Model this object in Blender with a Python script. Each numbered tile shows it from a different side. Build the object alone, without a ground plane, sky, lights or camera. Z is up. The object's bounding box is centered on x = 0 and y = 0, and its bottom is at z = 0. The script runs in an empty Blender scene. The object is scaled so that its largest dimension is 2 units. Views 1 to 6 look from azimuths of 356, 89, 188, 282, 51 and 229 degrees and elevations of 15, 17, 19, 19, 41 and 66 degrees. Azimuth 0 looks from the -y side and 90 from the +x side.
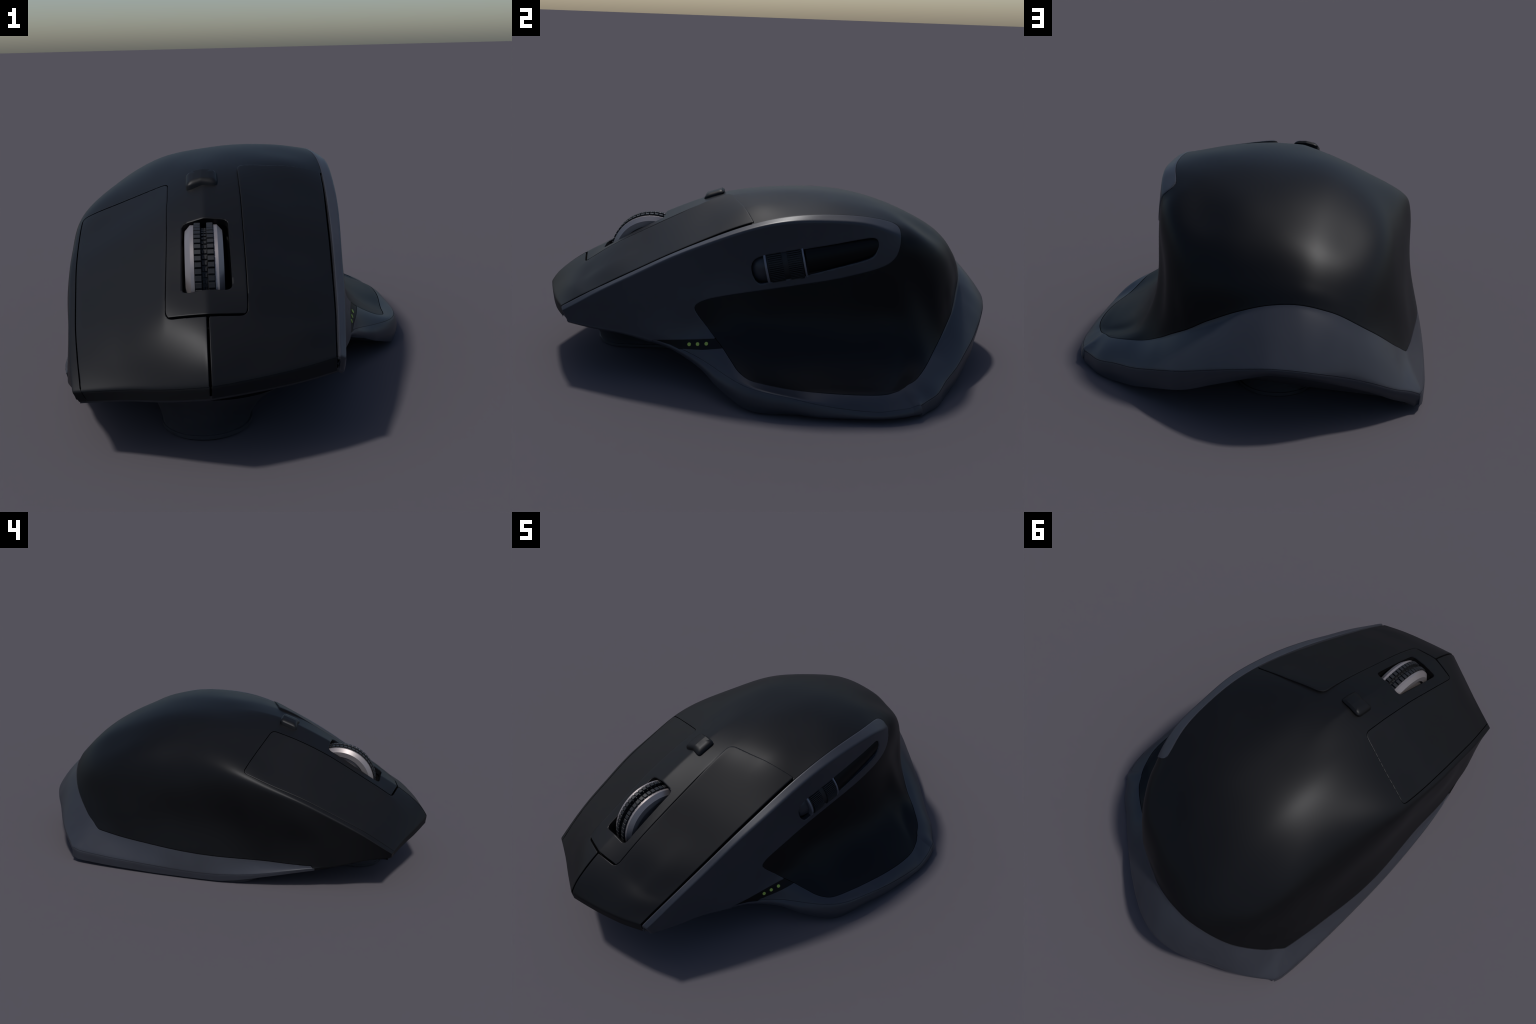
"""Sculpted right-handed computer mouse: a lofted body (named guide curves running nose to tail,
joined by splines across), cut along seam curves into shells, plus wheels, buttons, lamps and sole."""
import bpy, math
import numpy as np

# ------------------------------------------------------------------ splines
def natural_cubic(t, P, q):
    """C2 interpolating spline through rows of P at knots t, sampled at q."""
    t = np.asarray(t, float); P = np.asarray(P, float); n = len(t)
    if n == 2:
        w = ((q - t[0]) / (t[1] - t[0]))[:, None]
        return P[0] * (1 - w) + P[1] * w
    h = np.diff(t); A = np.zeros((n, n)); B = np.zeros((n, P.shape[1]))
    A[0, 0] = A[-1, -1] = 1
    for i in range(1, n - 1):
        A[i, i - 1], A[i, i], A[i, i + 1] = h[i - 1], 2 * (h[i - 1] + h[i]), h[i]
        B[i] = 6 * ((P[i + 1] - P[i]) / h[i] - (P[i] - P[i - 1]) / h[i - 1])
    M = np.linalg.solve(A, B)
    i = np.clip(np.searchsorted(t, q, side='right') - 1, 0, n - 2)
    a = (t[i + 1] - q)[:, None]; b = (q - t[i])[:, None]; hh = h[i][:, None]
    return (M[i] * a ** 3 + M[i + 1] * b ** 3) / (6 * hh) + (P[i] / hh - M[i] * hh / 6) * a + (P[i + 1] / hh - M[i + 1] * hh / 6) * b

def akima(t, P, q):
    """Modified Akima spline along axis 0 of P (any trailing shape): local, no overshoot."""
    t = np.asarray(t, float); n = len(t); sh = (-1,) + (1,) * (P.ndim - 1)
    h = np.diff(t)
    d = np.diff(P, axis=0) / h.reshape(sh)
    if n == 2:
        w = ((q - t[0]) / h[0]).reshape(sh)
        return P[0] * (1 - w) + P[1] * w
    d = np.concatenate([[3 * d[0] - 2 * d[1]], [2 * d[0] - d[1]], d, [2 * d[-1] - d[-2]], [3 * d[-1] - 2 * d[-2]]])
    w1 = np.abs(d[3:] - d[2:-1]) + np.abs(d[3:] + d[2:-1]) / 2 + 1e-9
    w2 = np.abs(d[1:-2] - d[:-3]) + np.abs(d[1:-2] + d[:-3]) / 2 + 1e-9
    m = (w1 * d[1:-2] + w2 * d[2:-1]) / (w1 + w2)
    i = np.clip(np.searchsorted(t, q, side='right') - 1, 0, n - 2)
    hh = h[i].reshape(sh); s = ((q - t[i])).reshape(sh) / hh
    return (P[i] * (1 + 2 * s) * (1 - s) ** 2 + m[i] * hh * s * (1 - s) ** 2 + P[i + 1] * s * s * (3 - 2 * s) + m[i + 1] * hh * s * s * (s - 1))

def unit(a):
    return a / np.maximum(np.linalg.norm(a, axis=-1, keepdims=True), 1e-12)

# ------------------------------------------------------------------ guide curves, nose (t=-1) to tail edge (t=1); t follows the spine's y
REAR, TAIL = 0.862, 1.0           # t of the rubber/tail border and of the tail's lower edge
G = {}
G['left_edge'] = [(-1, -.478, -.838, .178), (-.83, -.518, -.715, .160), (-.7, -.545, -.630, .140), (-.55, -.572, -.530, .122), (-.4, -.602, -.400, .100),
                  (-.25, -.624, -.25, .068), (-.1, -.638, -.1, .046), (.06, -.649, .060, .038), (.22, -.655, .220, .042), (.38, -.658, .380, .050),
                  (.52, -.658, .500, .055), (.64, -.657, .585, .060), (.74, -.654, .650, .064), (REAR, -.649, .700, .067), (TAIL, -.637, .733, .072)]
G['left_border'] = [(-1, -.492, -.842, .180), (-.83, -.525, -.720, .165), (-.7, -.552, -.630, .145), (-.55, -.569, -.530, .127), (-.4, -.590, -.400, .124),
                    (-.25, -.597, -.25, .125), (-.1, -.612, -.1, .124), (.06, -.627, .06, .127), (.22, -.627, .22, .135), (.38, -.613, .37, .143),
                    (.52, -.603, .47, .150), (.64, -.595, .535, .157), (.74, -.589, .58, .163), (REAR, -.581, .623, .169), (TAIL, -.605, .765, .095)]
G['left_low'] = [(-.4, -.575, -.400, .230), (-.25, -.583, -.250, .250), (-.1, -.584, -.100, .280), (.06, -.591, .060, .280), (.22, -.585, .220, .280),
                 (.38, -.579, .370, .275), (.52, -.574, .475, .265), (.64, -.562, .555, .255), (.74, -.552, .61, .243), (REAR, -.535, .69, .225), (TAIL, -.555, .81, .12)]
G['left_high'] = [(-.4, -.573, -.400, .340), (-.25, -.578, -.250, .380), (-.1, -.583, -.100, .430), (.06, -.575, .060, .440), (.22, -.563, .220, .435),
                  (.38, -.551, .365, .410), (.52, -.542, .480, .380), (.64, -.530, .57, .35), (.74, -.510, .645, .325), (REAR, -.480, .752, .283), (TAIL, -.490, .86, .157)]
G['left_crease'] = [(-1, -.500, -.850, .207), (-.93, -.512, -.790, .243), (-.83, -.523, -.720, .285), (-.7, -.534, -.640, .327), (-.55, -.546, -.530, .378),
                    (-.4, -.559, -.400, .435), (-.25, -.567, -.250, .487), (-.1, -.566, -.100, .534), (.06, -.544, .060, .553), (.22, -.520, .220, .546),
                    (.38, -.512, .365, .530), (.52, -.503, .495, .505), (.64, -.482, .605, .467), (.74, -.457, .695, .420), (REAR, -.420, .80, .330), (TAIL, -.420, .905, .187)]
G['left_mid'] = [(-1, -.345, -.905, .232), (-.1, -.400, -.1, .625), (.06, -.400, .060, .653), (.22, -.395, .220, .655), (.38, -.385, .375, .638),
                 (.52, -.375, .510, .597), (.64, -.365, .625, .548), (.74, -.355, .720, .500), (.80, -.345, .777, .458), (.835, -.338, .814, .420), (REAR, -.330, .841, .383), (TAIL, -.340, .95, .218)]
G['deck_left'] = [(-1, -.235, -.95, .246), (-.93, -.235, -.895, .318), (-.83, -.235, -.808, .398), (-.7, -.234, -.695, .464), (-.55, -.233, -.550, .541),
                  (-.4, -.233, -.4, .611), (-.25, -.235, -.25, .660), (-.1, -.237, -.1, .696), (.06, -.240, .060, .719), (.22, -.240, .220, .722),
                  (.38, -.240, .380, .700), (.52, -.240, .520, .655), (.64, -.240, .640, .601), (.74, -.238, .740, .545), (.80, -.237, .800, .495), (.835, -.236, .838, .452), (REAR, -.235, .862, .408), (TAIL, -.255, .984, .241)]
G['spine'] = [(-1, -.113, -.997, .268), (-.97, -.113, -.97, .307), (-.93, -.113, -.93, .345), (-.83, -.113, -.83, .413), (-.7, -.115, -.700, .482), (-.55, -.115, -.55, .572),
              (-.4, -.115, -.4, .644), (-.25, -.115, -.25, .700), (-.1, -.115, -.100, .731), (.06, -.115, .060, .742), (.22, -.115, .220, .742),
              (.38, -.115, .380, .722), (.52, -.118, .520, .681), (.64, -.122, .640, .627), (.74, -.128, .740, .566), (.80, -.132, .800, .508), (.835, -.136, .838, .453), (REAR, -.140, .862, .398), (TAIL, -.162, .999, .248)]
G['deck_right'] = [(-1, .010, -.963, .272), (-.93, .008, -.90, .335), (-.83, .005, -.815, .400), (-.7, .006, -.7, .478), (-.55, .007, -.55, .559),
                   (-.4, .008, -.4, .635), (-.25, .009, -.25, .700), (-.1, .010, -.100, .736), (.06, .010, .060, .753), (.22, .010, .220, .753),
                   (.38, .010, .380, .734), (.52, .008, .515, .694), (.64, .000, .635, .640), (.74, -.010, .732, .573), (.80, -.020, .791, .516), (.835, -.030, .828, .449), (REAR, -.040, .847, .360), (TAIL, -.064, .986, .232)]
G['right_mid'] = [(-1, .130, -.922, .277), (-.93, .140, -.855, .335), (-.83, .145, -.79, .372), (-.7, .148, -.69, .438), (-.55, .150, -.545, .510),
                  (-.4, .155, -.400, .587), (-.25, .160, -.250, .655), (-.1, .165, -.100, .717), (.06, .165, .060, .740), (.22, .163, .220, .748),
                  (.38, .155, .370, .733), (.52, .140, .500, .698), (.64, .120, .610, .637), (.74, .100, .702, .573), (.80, .083, .764, .513), (.835, .066, .802, .427), (REAR, .046, .819, .313), (TAIL, .030, .953, .205)]
G['rim_top'] = [(-1, .254, -.862, .284), (-.93, .261, -.805, .318), (-.83, .270, -.74, .357), (-.7, .281, -.64, .412), (-.55, .292, -.535, .469),
                (-.4, .304, -.4, .540), (-.25, .314, -.25, .610), (-.1, .321, -.1, .671), (.06, .322, .06, .712), (.22, .313, .22, .724),
                (.38, .290, .38, .713), (.52, .255, .50, .680), (.64, .242, .598, .632), (.74, .214, .680, .556), (.80, .188, .738, .468), (.835, .165, .770, .375), (REAR, .136, .788, .262), (TAIL, .125, .908, .170)]
G['rim_side'] = [(-1, .270, -.855, .272), (-.93, .279, -.80, .305), (-.83, .289, -.735, .346), (-.7, .303, -.64, .402), (-.55, .315, -.535, .459),
                 (-.4, .331, -.4, .533), (-.25, .347, -.25, .602), (-.1, .354, -.100, .660), (.06, .356, .060, .699), (.22, .347, .220, .705),
                 (.38, .334, .375, .695), (.52, .309, .495, .650), (.64, .282, .592, .590), (.74, .242, .667, .510), (.80, .222, .708, .425), (.835, .201, .740, .335), (REAR, .180, .766, .237), (TAIL, .170, .885, .155)]
G['thumb_high'] = [(-.4, .338, -.400, .430), (-.25, .352, -.250, .470), (-.1, .349, -.100, .500), (.06, .350, .060, .510), (.22, .349, .220, .530),
                   (.38, .345, .380, .530), (.52, .321, .505, .490), (.64, .286, .585, .420), (.74, .262, .650, .335), (REAR, .260, .72, .190), (TAIL, .255, .835, .128)]
G['thumb_mid'] = [(-.4, .346, -.400, .350), (-.25, .366, -.25, .36), (-.1, .372, -.1, .320), (.06, .366, .060, .310), (.22, .366, .220, .320),
                  (.38, .352, .385, .330), (.52, .326, .510, .300), (.64, .330, .585, .255), (.74, .330, .63, .210), (REAR, .335, .676, .155), (TAIL, .345, .78, .100)]
G['thumb_low'] = [(-.4, .355, -.400, .275), (-.25, .378, -.25, .27), (-.1, .408, -.100, .238), (.06, .412, .060, .218), (.22, .414, .220, .214),
                  (.38, .402, .385, .205), (.52, .400, .500, .183), (.64, .395, .555, .160), (.74, .405, .595, .147), (REAR, .417, .633, .132), (TAIL, .430, .72, .080)]
G['thumb_flare'] = [(-.4, .363, -.400, .230), (-.25, .395, -.25, .222), (-.1, .462, -.100, .178), (.06, .480, .060, .143), (.22, .490, .220, .142),
                    (.38, .485, .380, .134), (.52, .480, .480, .124), (.64, .480, .52, .113), (.74, .485, .555, .112), (REAR, .490, .585, .112), (TAIL, .511, .671, .062)]
G['wing_border'] = [(-.4, .370, -.400, .200), (-.25, .420, -.25, .178), (-.1, .528, -.105, .134), (.06, .575, .060, .100), (.22, .604, .22, .095),
                    (.38, .605, .38, .092), (.52, .585, .455, .088), (.64, .570, .485, .090), (.74, .560, .507, .092), (REAR, .545, .53, .097), (TAIL, .564, .618, .055)]
G['wing_edge'] = [(-1, .268, -.836, .229), (-.83, .295, -.715, .215), (-.7, .311, -.620, .207), (-.55, .338, -.530, .198), (-.4, .374, -.400, .178),
                  (-.25, .442, -.251, .137), (-.1, .576, -.100, .108), (.06, .631, .060, .092), (.22, .647, .220, .066), (.38, .651, .380, .048),
                  (.52, .646, .450, .047), (.64, .635, .499, .050), (.74, .625, .531, .050), (REAR, .613, .556, .051), (TAIL, .596, .588, .053)]
FRONT_T = (-1, -.93, -.83, -.7, -.55)

def knots(name):
    a = np.array(G[name]); return a[:, 0], a[:, 1:]

def guide(name, q):
    """Sample a guide; its forward part (rubber) and its tail part are separate splines, so the border may kink."""
    t, P = knots(name); body = t <= REAR + 1e-6
    out = natural_cubic(t[body], P[body], np.minimum(q, REAR))
    back = q > REAR
    if back.any():
        w = ((q[back] - REAR) / (TAIL - REAR))[:, None]
        a, b = P[body][-1], P[-1]
        out[back] = a * (1 - w) + b * w + np.array([0, .006, .006]) * (4 * w * (1 - w)) 
    return out

def between(new, a, b, f, ts):
    """Give guide `new` front knots at a fixed fraction between two neighbours."""
    ts = np.array(ts, float)
    P = guide(a, ts) * (1 - f) + guide(b, ts) * f
    G[new] = sorted([(t, *p) for t, p in zip(ts, P)] + G[new])

between('left_low', 'left_border', 'left_crease', .36, FRONT_T)
between('left_high', 'left_border', 'left_crease', .70, FRONT_T)
between('left_mid', 'left_crease', 'deck_left', .5, (-.93, -.83, -.7, -.55, -.4, -.25))
for nm, f in (('thumb_high', .30), ('thumb_mid', .50), ('thumb_low', .70), ('thumb_flare', .83), ('wing_border', .92)):
    between(nm, 'rim_side', 'wing_edge', f, FRONT_T)

COLS = ['left_lip', 'left_edge', 'left_border', 'left_low', 'left_high', 'left_crease', 'left_mid', 'deck_left', 'spine', 'deck_right', 'right_mid',
        'rim_top', 'rim_side', 'thumb_high', 'thumb_mid', 'thumb_low', 'thumb_flare', 'wing_border', 'wing_edge', 'wing_belly', 'wing_lip']
U = {n: float(i) for i, n in enumerate(COLS)}
NC = len(COLS)

# dense stations: front face, deck, tail, rear lip
STEP = 0.0055
deck_t = np.linspace(-1, REAR, int(1.95 / STEP)); tail_t = np.linspace(REAR, TAIL, 32)[1:]
ALLT = np.r_[deck_t, tail_t]
SEC = np.zeros((len(ALLT), NC, 3))
for j, n in enumerate(COLS):
    if n in G:
        SEC[:, j] = guide(n, ALLT)
# lips tuck under along both flanks
fade = np.clip((ALLT + .60) / .55, 0, 1)[:, None]
e = SEC[:, COLS.index('left_edge')]
SEC[:, COLS.index('left_lip')] = e + np.c_[np.interp(ALLT, [-.8, -.5], [.010, .002]), 0 * ALLT, -np.interp(ALLT, [-1, -.8, -.5, -.25, -.05, .4, 1], [.001, .004, .014, .018, .034, .042, .052])]
SEC[:, 0, 2] = np.maximum(SEC[:, 0, 2], .006)
e = SEC[:, COLS.index('wing_edge')]
col3 = lambda a: np.asarray(a)[:, None]
lip_fall = col3(np.interp(ALLT, [-1, -.6, -.4, -.25, -.15, -.1, 0], [.010, .012, .020, .040, .074, .090, .10]))     # height of the lip under the wing edge
lip_out = col3(np.interp(ALLT, [-.5, -.4, -.30, -.2, -.1, .1], [-.006, -.004, .004, .017, .008, -.018]))
belly_out = col3(np.interp(ALLT, [-.45, -.30, -.2, .1], [0, .008, .018, .009]))
down = np.array([0, 0, -1.0])
out_dir = unit(np.c_[np.gradient(e[:, 1]), -np.gradient(e[:, 0]), 0 * ALLT])      # outwards in plan
SEC[:, COLS.index('wing_belly')] = e + out_dir * belly_out + down * lip_fall * .5
SEC[:, COLS.index('wing_lip')] = e + out_dir * lip_out + down * lip_fall
for j in (COLS.index('wing_belly'), COLS.index('wing_lip')):
    SEC[:, j, 2] = np.maximum(SEC[:, j, 2], .008 if j == NC - 1 else .022)

# across: splines with creases at some columns; creases fade where the body turns smooth
mean = np.linalg.norm(np.diff(SEC, axis=1), axis=2).mean(0)
PAR = np.r_[0, np.cumsum(np.maximum(mean, .02))]
counts = np.maximum(np.round(mean / STEP).astype(int), 3)
UQ = np.concatenate([np.linspace(i, i + 1, counts[i], endpoint=False) for i in range(NC - 1)] + [[NC - 1.0]])
PQ = np.interp(UQ, np.arange(NC), PAR)
secT = SEC.transpose(1, 0, 2)

def across(breaks):
    b = [0] + sorted(COLS.index(x) for x in breaks) + [NC - 1]
    out = np.zeros((len(UQ),) + secT.shape[1:])
    for lo, hi in zip(b[:-1], b[1:]):
        m = (UQ >= lo) & (UQ <= hi)
        out[m] = akima(PAR[lo:hi + 1], secT[lo:hi + 1], PQ[m])
    return out

def smoothstep(x, a, b):
    s = np.clip((x - a) / (b - a), 0, 1); return s * s * (3 - 2 * s)

EDGES = ['left_edge', 'wing_edge']
wf = (1 - smoothstep(ALLT, -.30, .06))[None, :, None]        # front creases: left crease and spine
wr = (1 - smoothstep(ALLT, .44, .60))[None, :, None]         # rim creases
wd = smoothstep(ALLT, -.90, -.76)[None, :, None]             # deck edges: only beside the wheel plate
S = (across(EDGES + ['left_crease', 'deck_left', 'spine', 'deck_right', 'rim_top', 'rim_side']) * wf * wr * wd
     + across(EDGES + ['left_crease', 'spine', 'rim_top', 'rim_side']) * wf * wr * (1 - wd)
     + across(EDGES + ['rim_top', 'rim_side']) * (1 - wf) * wr + across(EDGES) * (1 - wr))
S = S.transpose(1, 0, 2)                                     # [station, across, xyz]
VQ = ALLT.copy()

# front face below the nose edge, and the rear lip below the tail edge
a, b, c, d = (np.searchsorted(UQ, U[k]) for k in ('left_crease', 'rim_top', 'left_border', 'spine'))
low = S[0].copy()
drop = np.interp(UQ, [U['left_crease'], U['spine'], U['rim_top']], [.032, .036, .046])
low[:, 2] -= drop; low[:, 1] += .004; low[:, 0] += np.interp(UQ, [U['left_crease'], U['left_mid']], [.016, 0])
foot_l, foot_r = np.array([-.466, -.845, .184]), np.array([.243, -.852, .236])
low[:a] = foot_l + (S[0, :a] - S[0, a]) * .25; low[:c] = S[0, :c] + np.array([.006, .006, 0])
wl = smoothstep(UQ[c:a], U['left_border'], U['left_crease'])[:, None]; low[c:a] = low[c] * (1 - wl) + low[a] * wl
low[b + 1:] = S[0, b + 1:] * .45 + np.array([.236, -.846, .238]) * .55
front = [low * (1 - w) + S[0] * w for w in np.linspace(0, 1, 9)[:-1]]
tang = np.gradient(S[-1], axis=0); inward = unit(np.c_[tang[:, 1], -tang[:, 0], 0 * tang[:, 0]])
if inward[np.searchsorted(UQ, U['spine']), 1] > 0: inward = -inward
el, er = np.searchsorted(UQ, U['left_edge']), np.searchsorted(UQ, U['wing_edge'])
lip_drop = np.interp(UQ, [U['left_edge'], U['left_crease'], U['spine'], U['rim_top'], U['wing_edge']], [.056, .032, .030, .070, .070])
rear = []
for w in np.linspace(0, 1, 9)[1:]:
    p = S[-1] - inward * (np.interp(UQ, [U['rim_top'], U['thumb_low']], [0, .008])[:, None] * math.sin(math.pi * w * .75)) + inward * (np.interp(UQ, [U['spine'], U['rim_side']], [.020, .004])[:, None] * w * w); p[:, 2] -= lip_drop * w
    p[:, 2] = np.maximum(p[:, 2], .006)
    for edge, side in ((el, slice(0, el)), (er, slice(er + 1, None))):      # lips of flank and tail meet at the corners
        p[side] = S[-1][edge] * (1 - w) + p[edge] * w + (S[-1][side] - S[-1][edge]) * (1 - w) + np.array([0, 0, 0])
    rear.append(p)
S = np.concatenate([np.array(front), S, np.array(rear)])
VQ = np.r_[-1.08 + .01 * np.arange(8), VQ, TAIL + .01 * np.arange(1, 9)]

# round the creases: a few smoothing passes, strongest along left crease behind the button
def soften(S, n, w=1.0):
    for _ in range(n):
        L = S.copy()
        L[1:-1, 1:-1] = (S[:-2, 1:-1] + S[2:, 1:-1] + S[1:-1, :-2] + S[1:-1, 2:]) / 4
        S = S + (L - S) * w
    return S
soft = .65 - .45 * np.exp(-((UQ - (U['rim_top'] + .5)) / .9) ** 4)[None, :, None] * np.ones(len(VQ))[:, None, None]
S = soften(S, 3, soft)
band = np.exp(-((UQ - U['left_crease']) / .8) ** 2)[None, :, None] * smoothstep(VQ, -.40, .05)[:, None, None]
S = soften(S, 40, .9 * band)
NV, NU = S.shape[:2]

def fair(X, axis, lam, breaks=()):
    """Whittaker smoothing along one axis; second differences are free at the break indices."""
    X = np.moveaxis(X, axis, 0); n = len(X); D = np.zeros((n - 2, n)); r = np.arange(n - 2)
    D[r, r], D[r, r + 1], D[r, r + 2] = 1, -2, 1
    for b in breaks:
        for k in (b - 2, b - 1, b): D[min(max(k, 0), n - 3)] = 0
    Y = np.linalg.solve(np.eye(n) + lam * D.T @ D, X.reshape(n, -1)).reshape(X.shape)
    return np.moveaxis(Y, 0, axis)

iu = lambda name: int(np.searchsorted(UQ, U[name])); iv_of = lambda t: int(np.searchsorted(VQ, t))
edge_breaks = [iu('left_edge'), iu('wing_edge')]
ends = [iv_of(-1), iv_of(REAR), iv_of(TAIL)]
LAM = 500.0
A = fair(fair(S, 1, LAM, edge_breaks + [iu('rim_top'), iu('rim_side')]), 0, LAM, ends)
B = fair(fair(S, 1, LAM, edge_breaks), 0, LAM, ends)
uu, vv = UQ[None, :], VQ[:, None]
wr2 = 1 - smoothstep(vv, .46, .58)
mix = A * wr2[..., None] + B * (1 - wr2[..., None])
mask = smoothstep(vv, -.06, .12) * (1 - smoothstep(vv, REAR - .05, REAR)) * smoothstep(uu, U['left_border'], U['left_border'] + .8) * (1 - smoothstep(uu, U['wing_border'] - .5, U['wing_border']))
mask = mask * (1 - .9 * wr2 * np.exp(-((uu - U['rim_top'] - .5) / .9) ** 4))
S = S * (1 - mask[..., None]) + mix * mask[..., None]
du, dv = np.gradient(S, axis=1), np.gradient(S, axis=0)
NRM = unit(np.cross(du, dv))
if NRM[NV // 2, np.searchsorted(UQ, U['spine'])][2] < 0: NRM = -NRM

# ------------------------------------------------------------------ patches of the body, cut along curves
UU, VV = np.meshgrid(UQ, VQ)
class Patch:
    def __init__(s, P, N, UV, F): s.P, s.N, s.UV, s.F = P, N, UV, F

def whole():
    idx = np.arange(NV * NU).reshape(NV, NU)
    a, b, c, d = idx[:-1, :-1].ravel(), idx[:-1, 1:].ravel(), idx[1:, 1:].ravel(), idx[1:, :-1].ravel()
    F = np.r_[np.c_[a, b, c], np.c_[a, c, d]]
    return Patch(S.reshape(-1, 3).copy(), NRM.reshape(-1, 3).copy(), np.c_[UU.ravel(), VV.ravel()], F)

def clip(p, g, keep_all=False):
    """Keep the part with g > 0, splitting triangles on the zero line. keep_all only inserts the line."""
    g = np.where(np.abs(g) < 2e-5, 2e-5, g)
    pos = g[p.F] > 0; cnt = pos.sum(1)
    out = [p.F[cnt == 3]]
    if keep_all: out.append(p.F[cnt == 0])
    mixed = p.F[(cnt == 1) | (cnt == 2)]; mp = pos[(cnt == 1) | (cnt == 2)]
    if len(mixed):
        odd = np.where((mp.sum(1) == 1)[:, None], mp, ~mp).argmax(1)      # the vertex alone on its side
        r = np.arange(len(mixed)); A, B, C = (mixed[r, (odd + k) % 3] for k in range(3))
        e = np.sort(np.r_[np.c_[A, B], np.c_[A, C]], axis=1)
        key, inv = np.unique(e, axis=0, return_inverse=True); inv = inv.ravel()
        w = (g[key[:, 0]] / (g[key[:, 0]] - g[key[:, 1]]))[:, None]
        mix = lambda X: X[key[:, 0]] * (1 - w) + X[key[:, 1]] * w
        n0 = len(p.P); AB, AC = n0 + inv[:len(A)], n0 + inv[len(A):]
        p = Patch(np.r_[p.P, mix(p.P)], unit(np.r_[p.N, mix(p.N)]), np.r_[p.UV, mix(p.UV)], p.F)
        lone = g[A] > 0
        tip = np.c_[A, AB, AC]; base = np.r_[np.c_[AB, B, C], np.c_[AB, C, AC]]
        two = np.r_[lone, lone]
        out += [tip, base] if keep_all else [tip[lone], base[~two]]
    F = np.concatenate(out); used = np.unique(F); m = np.full(len(p.P), -1); m[used] = np.arange(len(used))
    return Patch(p.P[used], p.N[used], p.UV[used], m[F])

flatS = S.reshape(-1, 3)
coarse = S[::5, ::5]; flatC = coarse.reshape(-1, 3).astype(np.float32)
def locate(P):
    """Nearest (u, v) on the body for points P: coarse grid, local window, then tangent plane."""
    P = np.asarray(P, float); out = np.zeros((len(P), 2))
    for i, p in enumerate(P):
        k = ((flatC - p.astype(np.float32)) ** 2).sum(1).argmin(); cv, cu = divmod(k, coarse.shape[1])
        v0, u0 = max(cv * 5 - 7, 0), max(cu * 5 - 7, 0)
        W = S[v0:cv * 5 + 8, u0:cu * 5 + 8]; iv, iu = np.unravel_index(((W - p) ** 2).sum(2).argmin(), W.shape[:2])
        iv, iu = min(max(v0 + iv, 1), NV - 2), min(max(u0 + iu, 1), NU - 2)
        J = np.c_[(S[iv, iu + 1] - S[iv, iu - 1]) / 2, (S[iv + 1, iu] - S[iv - 1, iu]) / 2]
        s = np.clip(np.linalg.lstsq(J, p - S[iv, iu], rcond=None)[0], -1, 1)
        out[i] = np.interp(iu + s[0], np.arange(NU), UQ), np.interp(iv + s[1], np.arange(NV), VQ)
    return out

def at(uv):
    fu = np.interp(uv[:, 0], UQ, np.arange(NU)); fv = np.interp(uv[:, 1], VQ, np.arange(NV))
    i = np.minimum(fu.astype(int), NU - 2); j = np.minimum(fv.astype(int), NV - 2); a = (fu - i)[:, None]; b = (fv - j)[:, None]
    return (S[j, i] * (1 - a) + S[j, i + 1] * a) * (1 - b) + (S[j + 1, i] * (1 - a) + S[j + 1, i + 1] * a) * b

def normal_at(uv):
    fu = np.round(np.interp(uv[:, 0], UQ, np.arange(NU))).astype(int); fv = np.round(np.interp(uv[:, 1], VQ, np.arange(NV))).astype(int)
    return NRM[fv, fu]

def resample(P, step=.006):
    P = np.asarray(P, float); d = np.r_[0, np.cumsum(np.linalg.norm(np.diff(P, axis=0), axis=1))]
    n = max(int(d[-1] / step), 2); q = np.linspace(0, d[-1], n + 1)
    return np.stack([np.interp(q, d, P[:, k]) for k in range(P.shape[1])], 1)

def curve(*pts, smooth=True):
    """A curve through 3D points, laid onto the body: returns (u, v) samples."""
    P = np.array(pts, float)
    if smooth and len(P) > 2:
        d = np.r_[0, np.cumsum(np.linalg.norm(np.diff(P, axis=0), axis=1))]
        P = akima(d, P, np.linspace(0, d[-1], 160))
    return locate(resample(P))

def along(col, t0, t1, off=0.0, n=120):
    """(u, v) samples running along a guide column."""
    return np.c_[np.full(n, U[col] + off), np.linspace(t0, t1, n)]

def loop(*parts, radii=None):
    """Join edges into a closed (u, v) outline; corner k (after edge k) is rounded by radii[k] metres."""
    radii = radii or {}
    parts = [np.asarray(p, float) for p in parts]; n = len(parts)
    caps = []
    for k in range(n):
        r = radii.get(k, 0)
        if r:
            a, b = parts[k], parts[(k + 1) % n]
            da = np.r_[0, np.cumsum(np.linalg.norm(np.diff(at(a)[::-1], axis=0), axis=1))][::-1]
            parts[k] = a = a[da > r]
            db = np.r_[0, np.cumsum(np.linalg.norm(np.diff(at(b), axis=0), axis=1))]
            corner = b[0]; parts[(k + 1) % n] = b = b[db > r]
            s = np.linspace(0, 1, 14)[1:-1, None]
            caps.append(a[-1] * (1 - s) ** 2 + corner * 2 * s * (1 - s) + b[0] * s * s)
        else: caps.append(np.zeros((0, 2)))
    return np.concatenate([x for k in range(n) for x in (parts[k], caps[k])])

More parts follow.
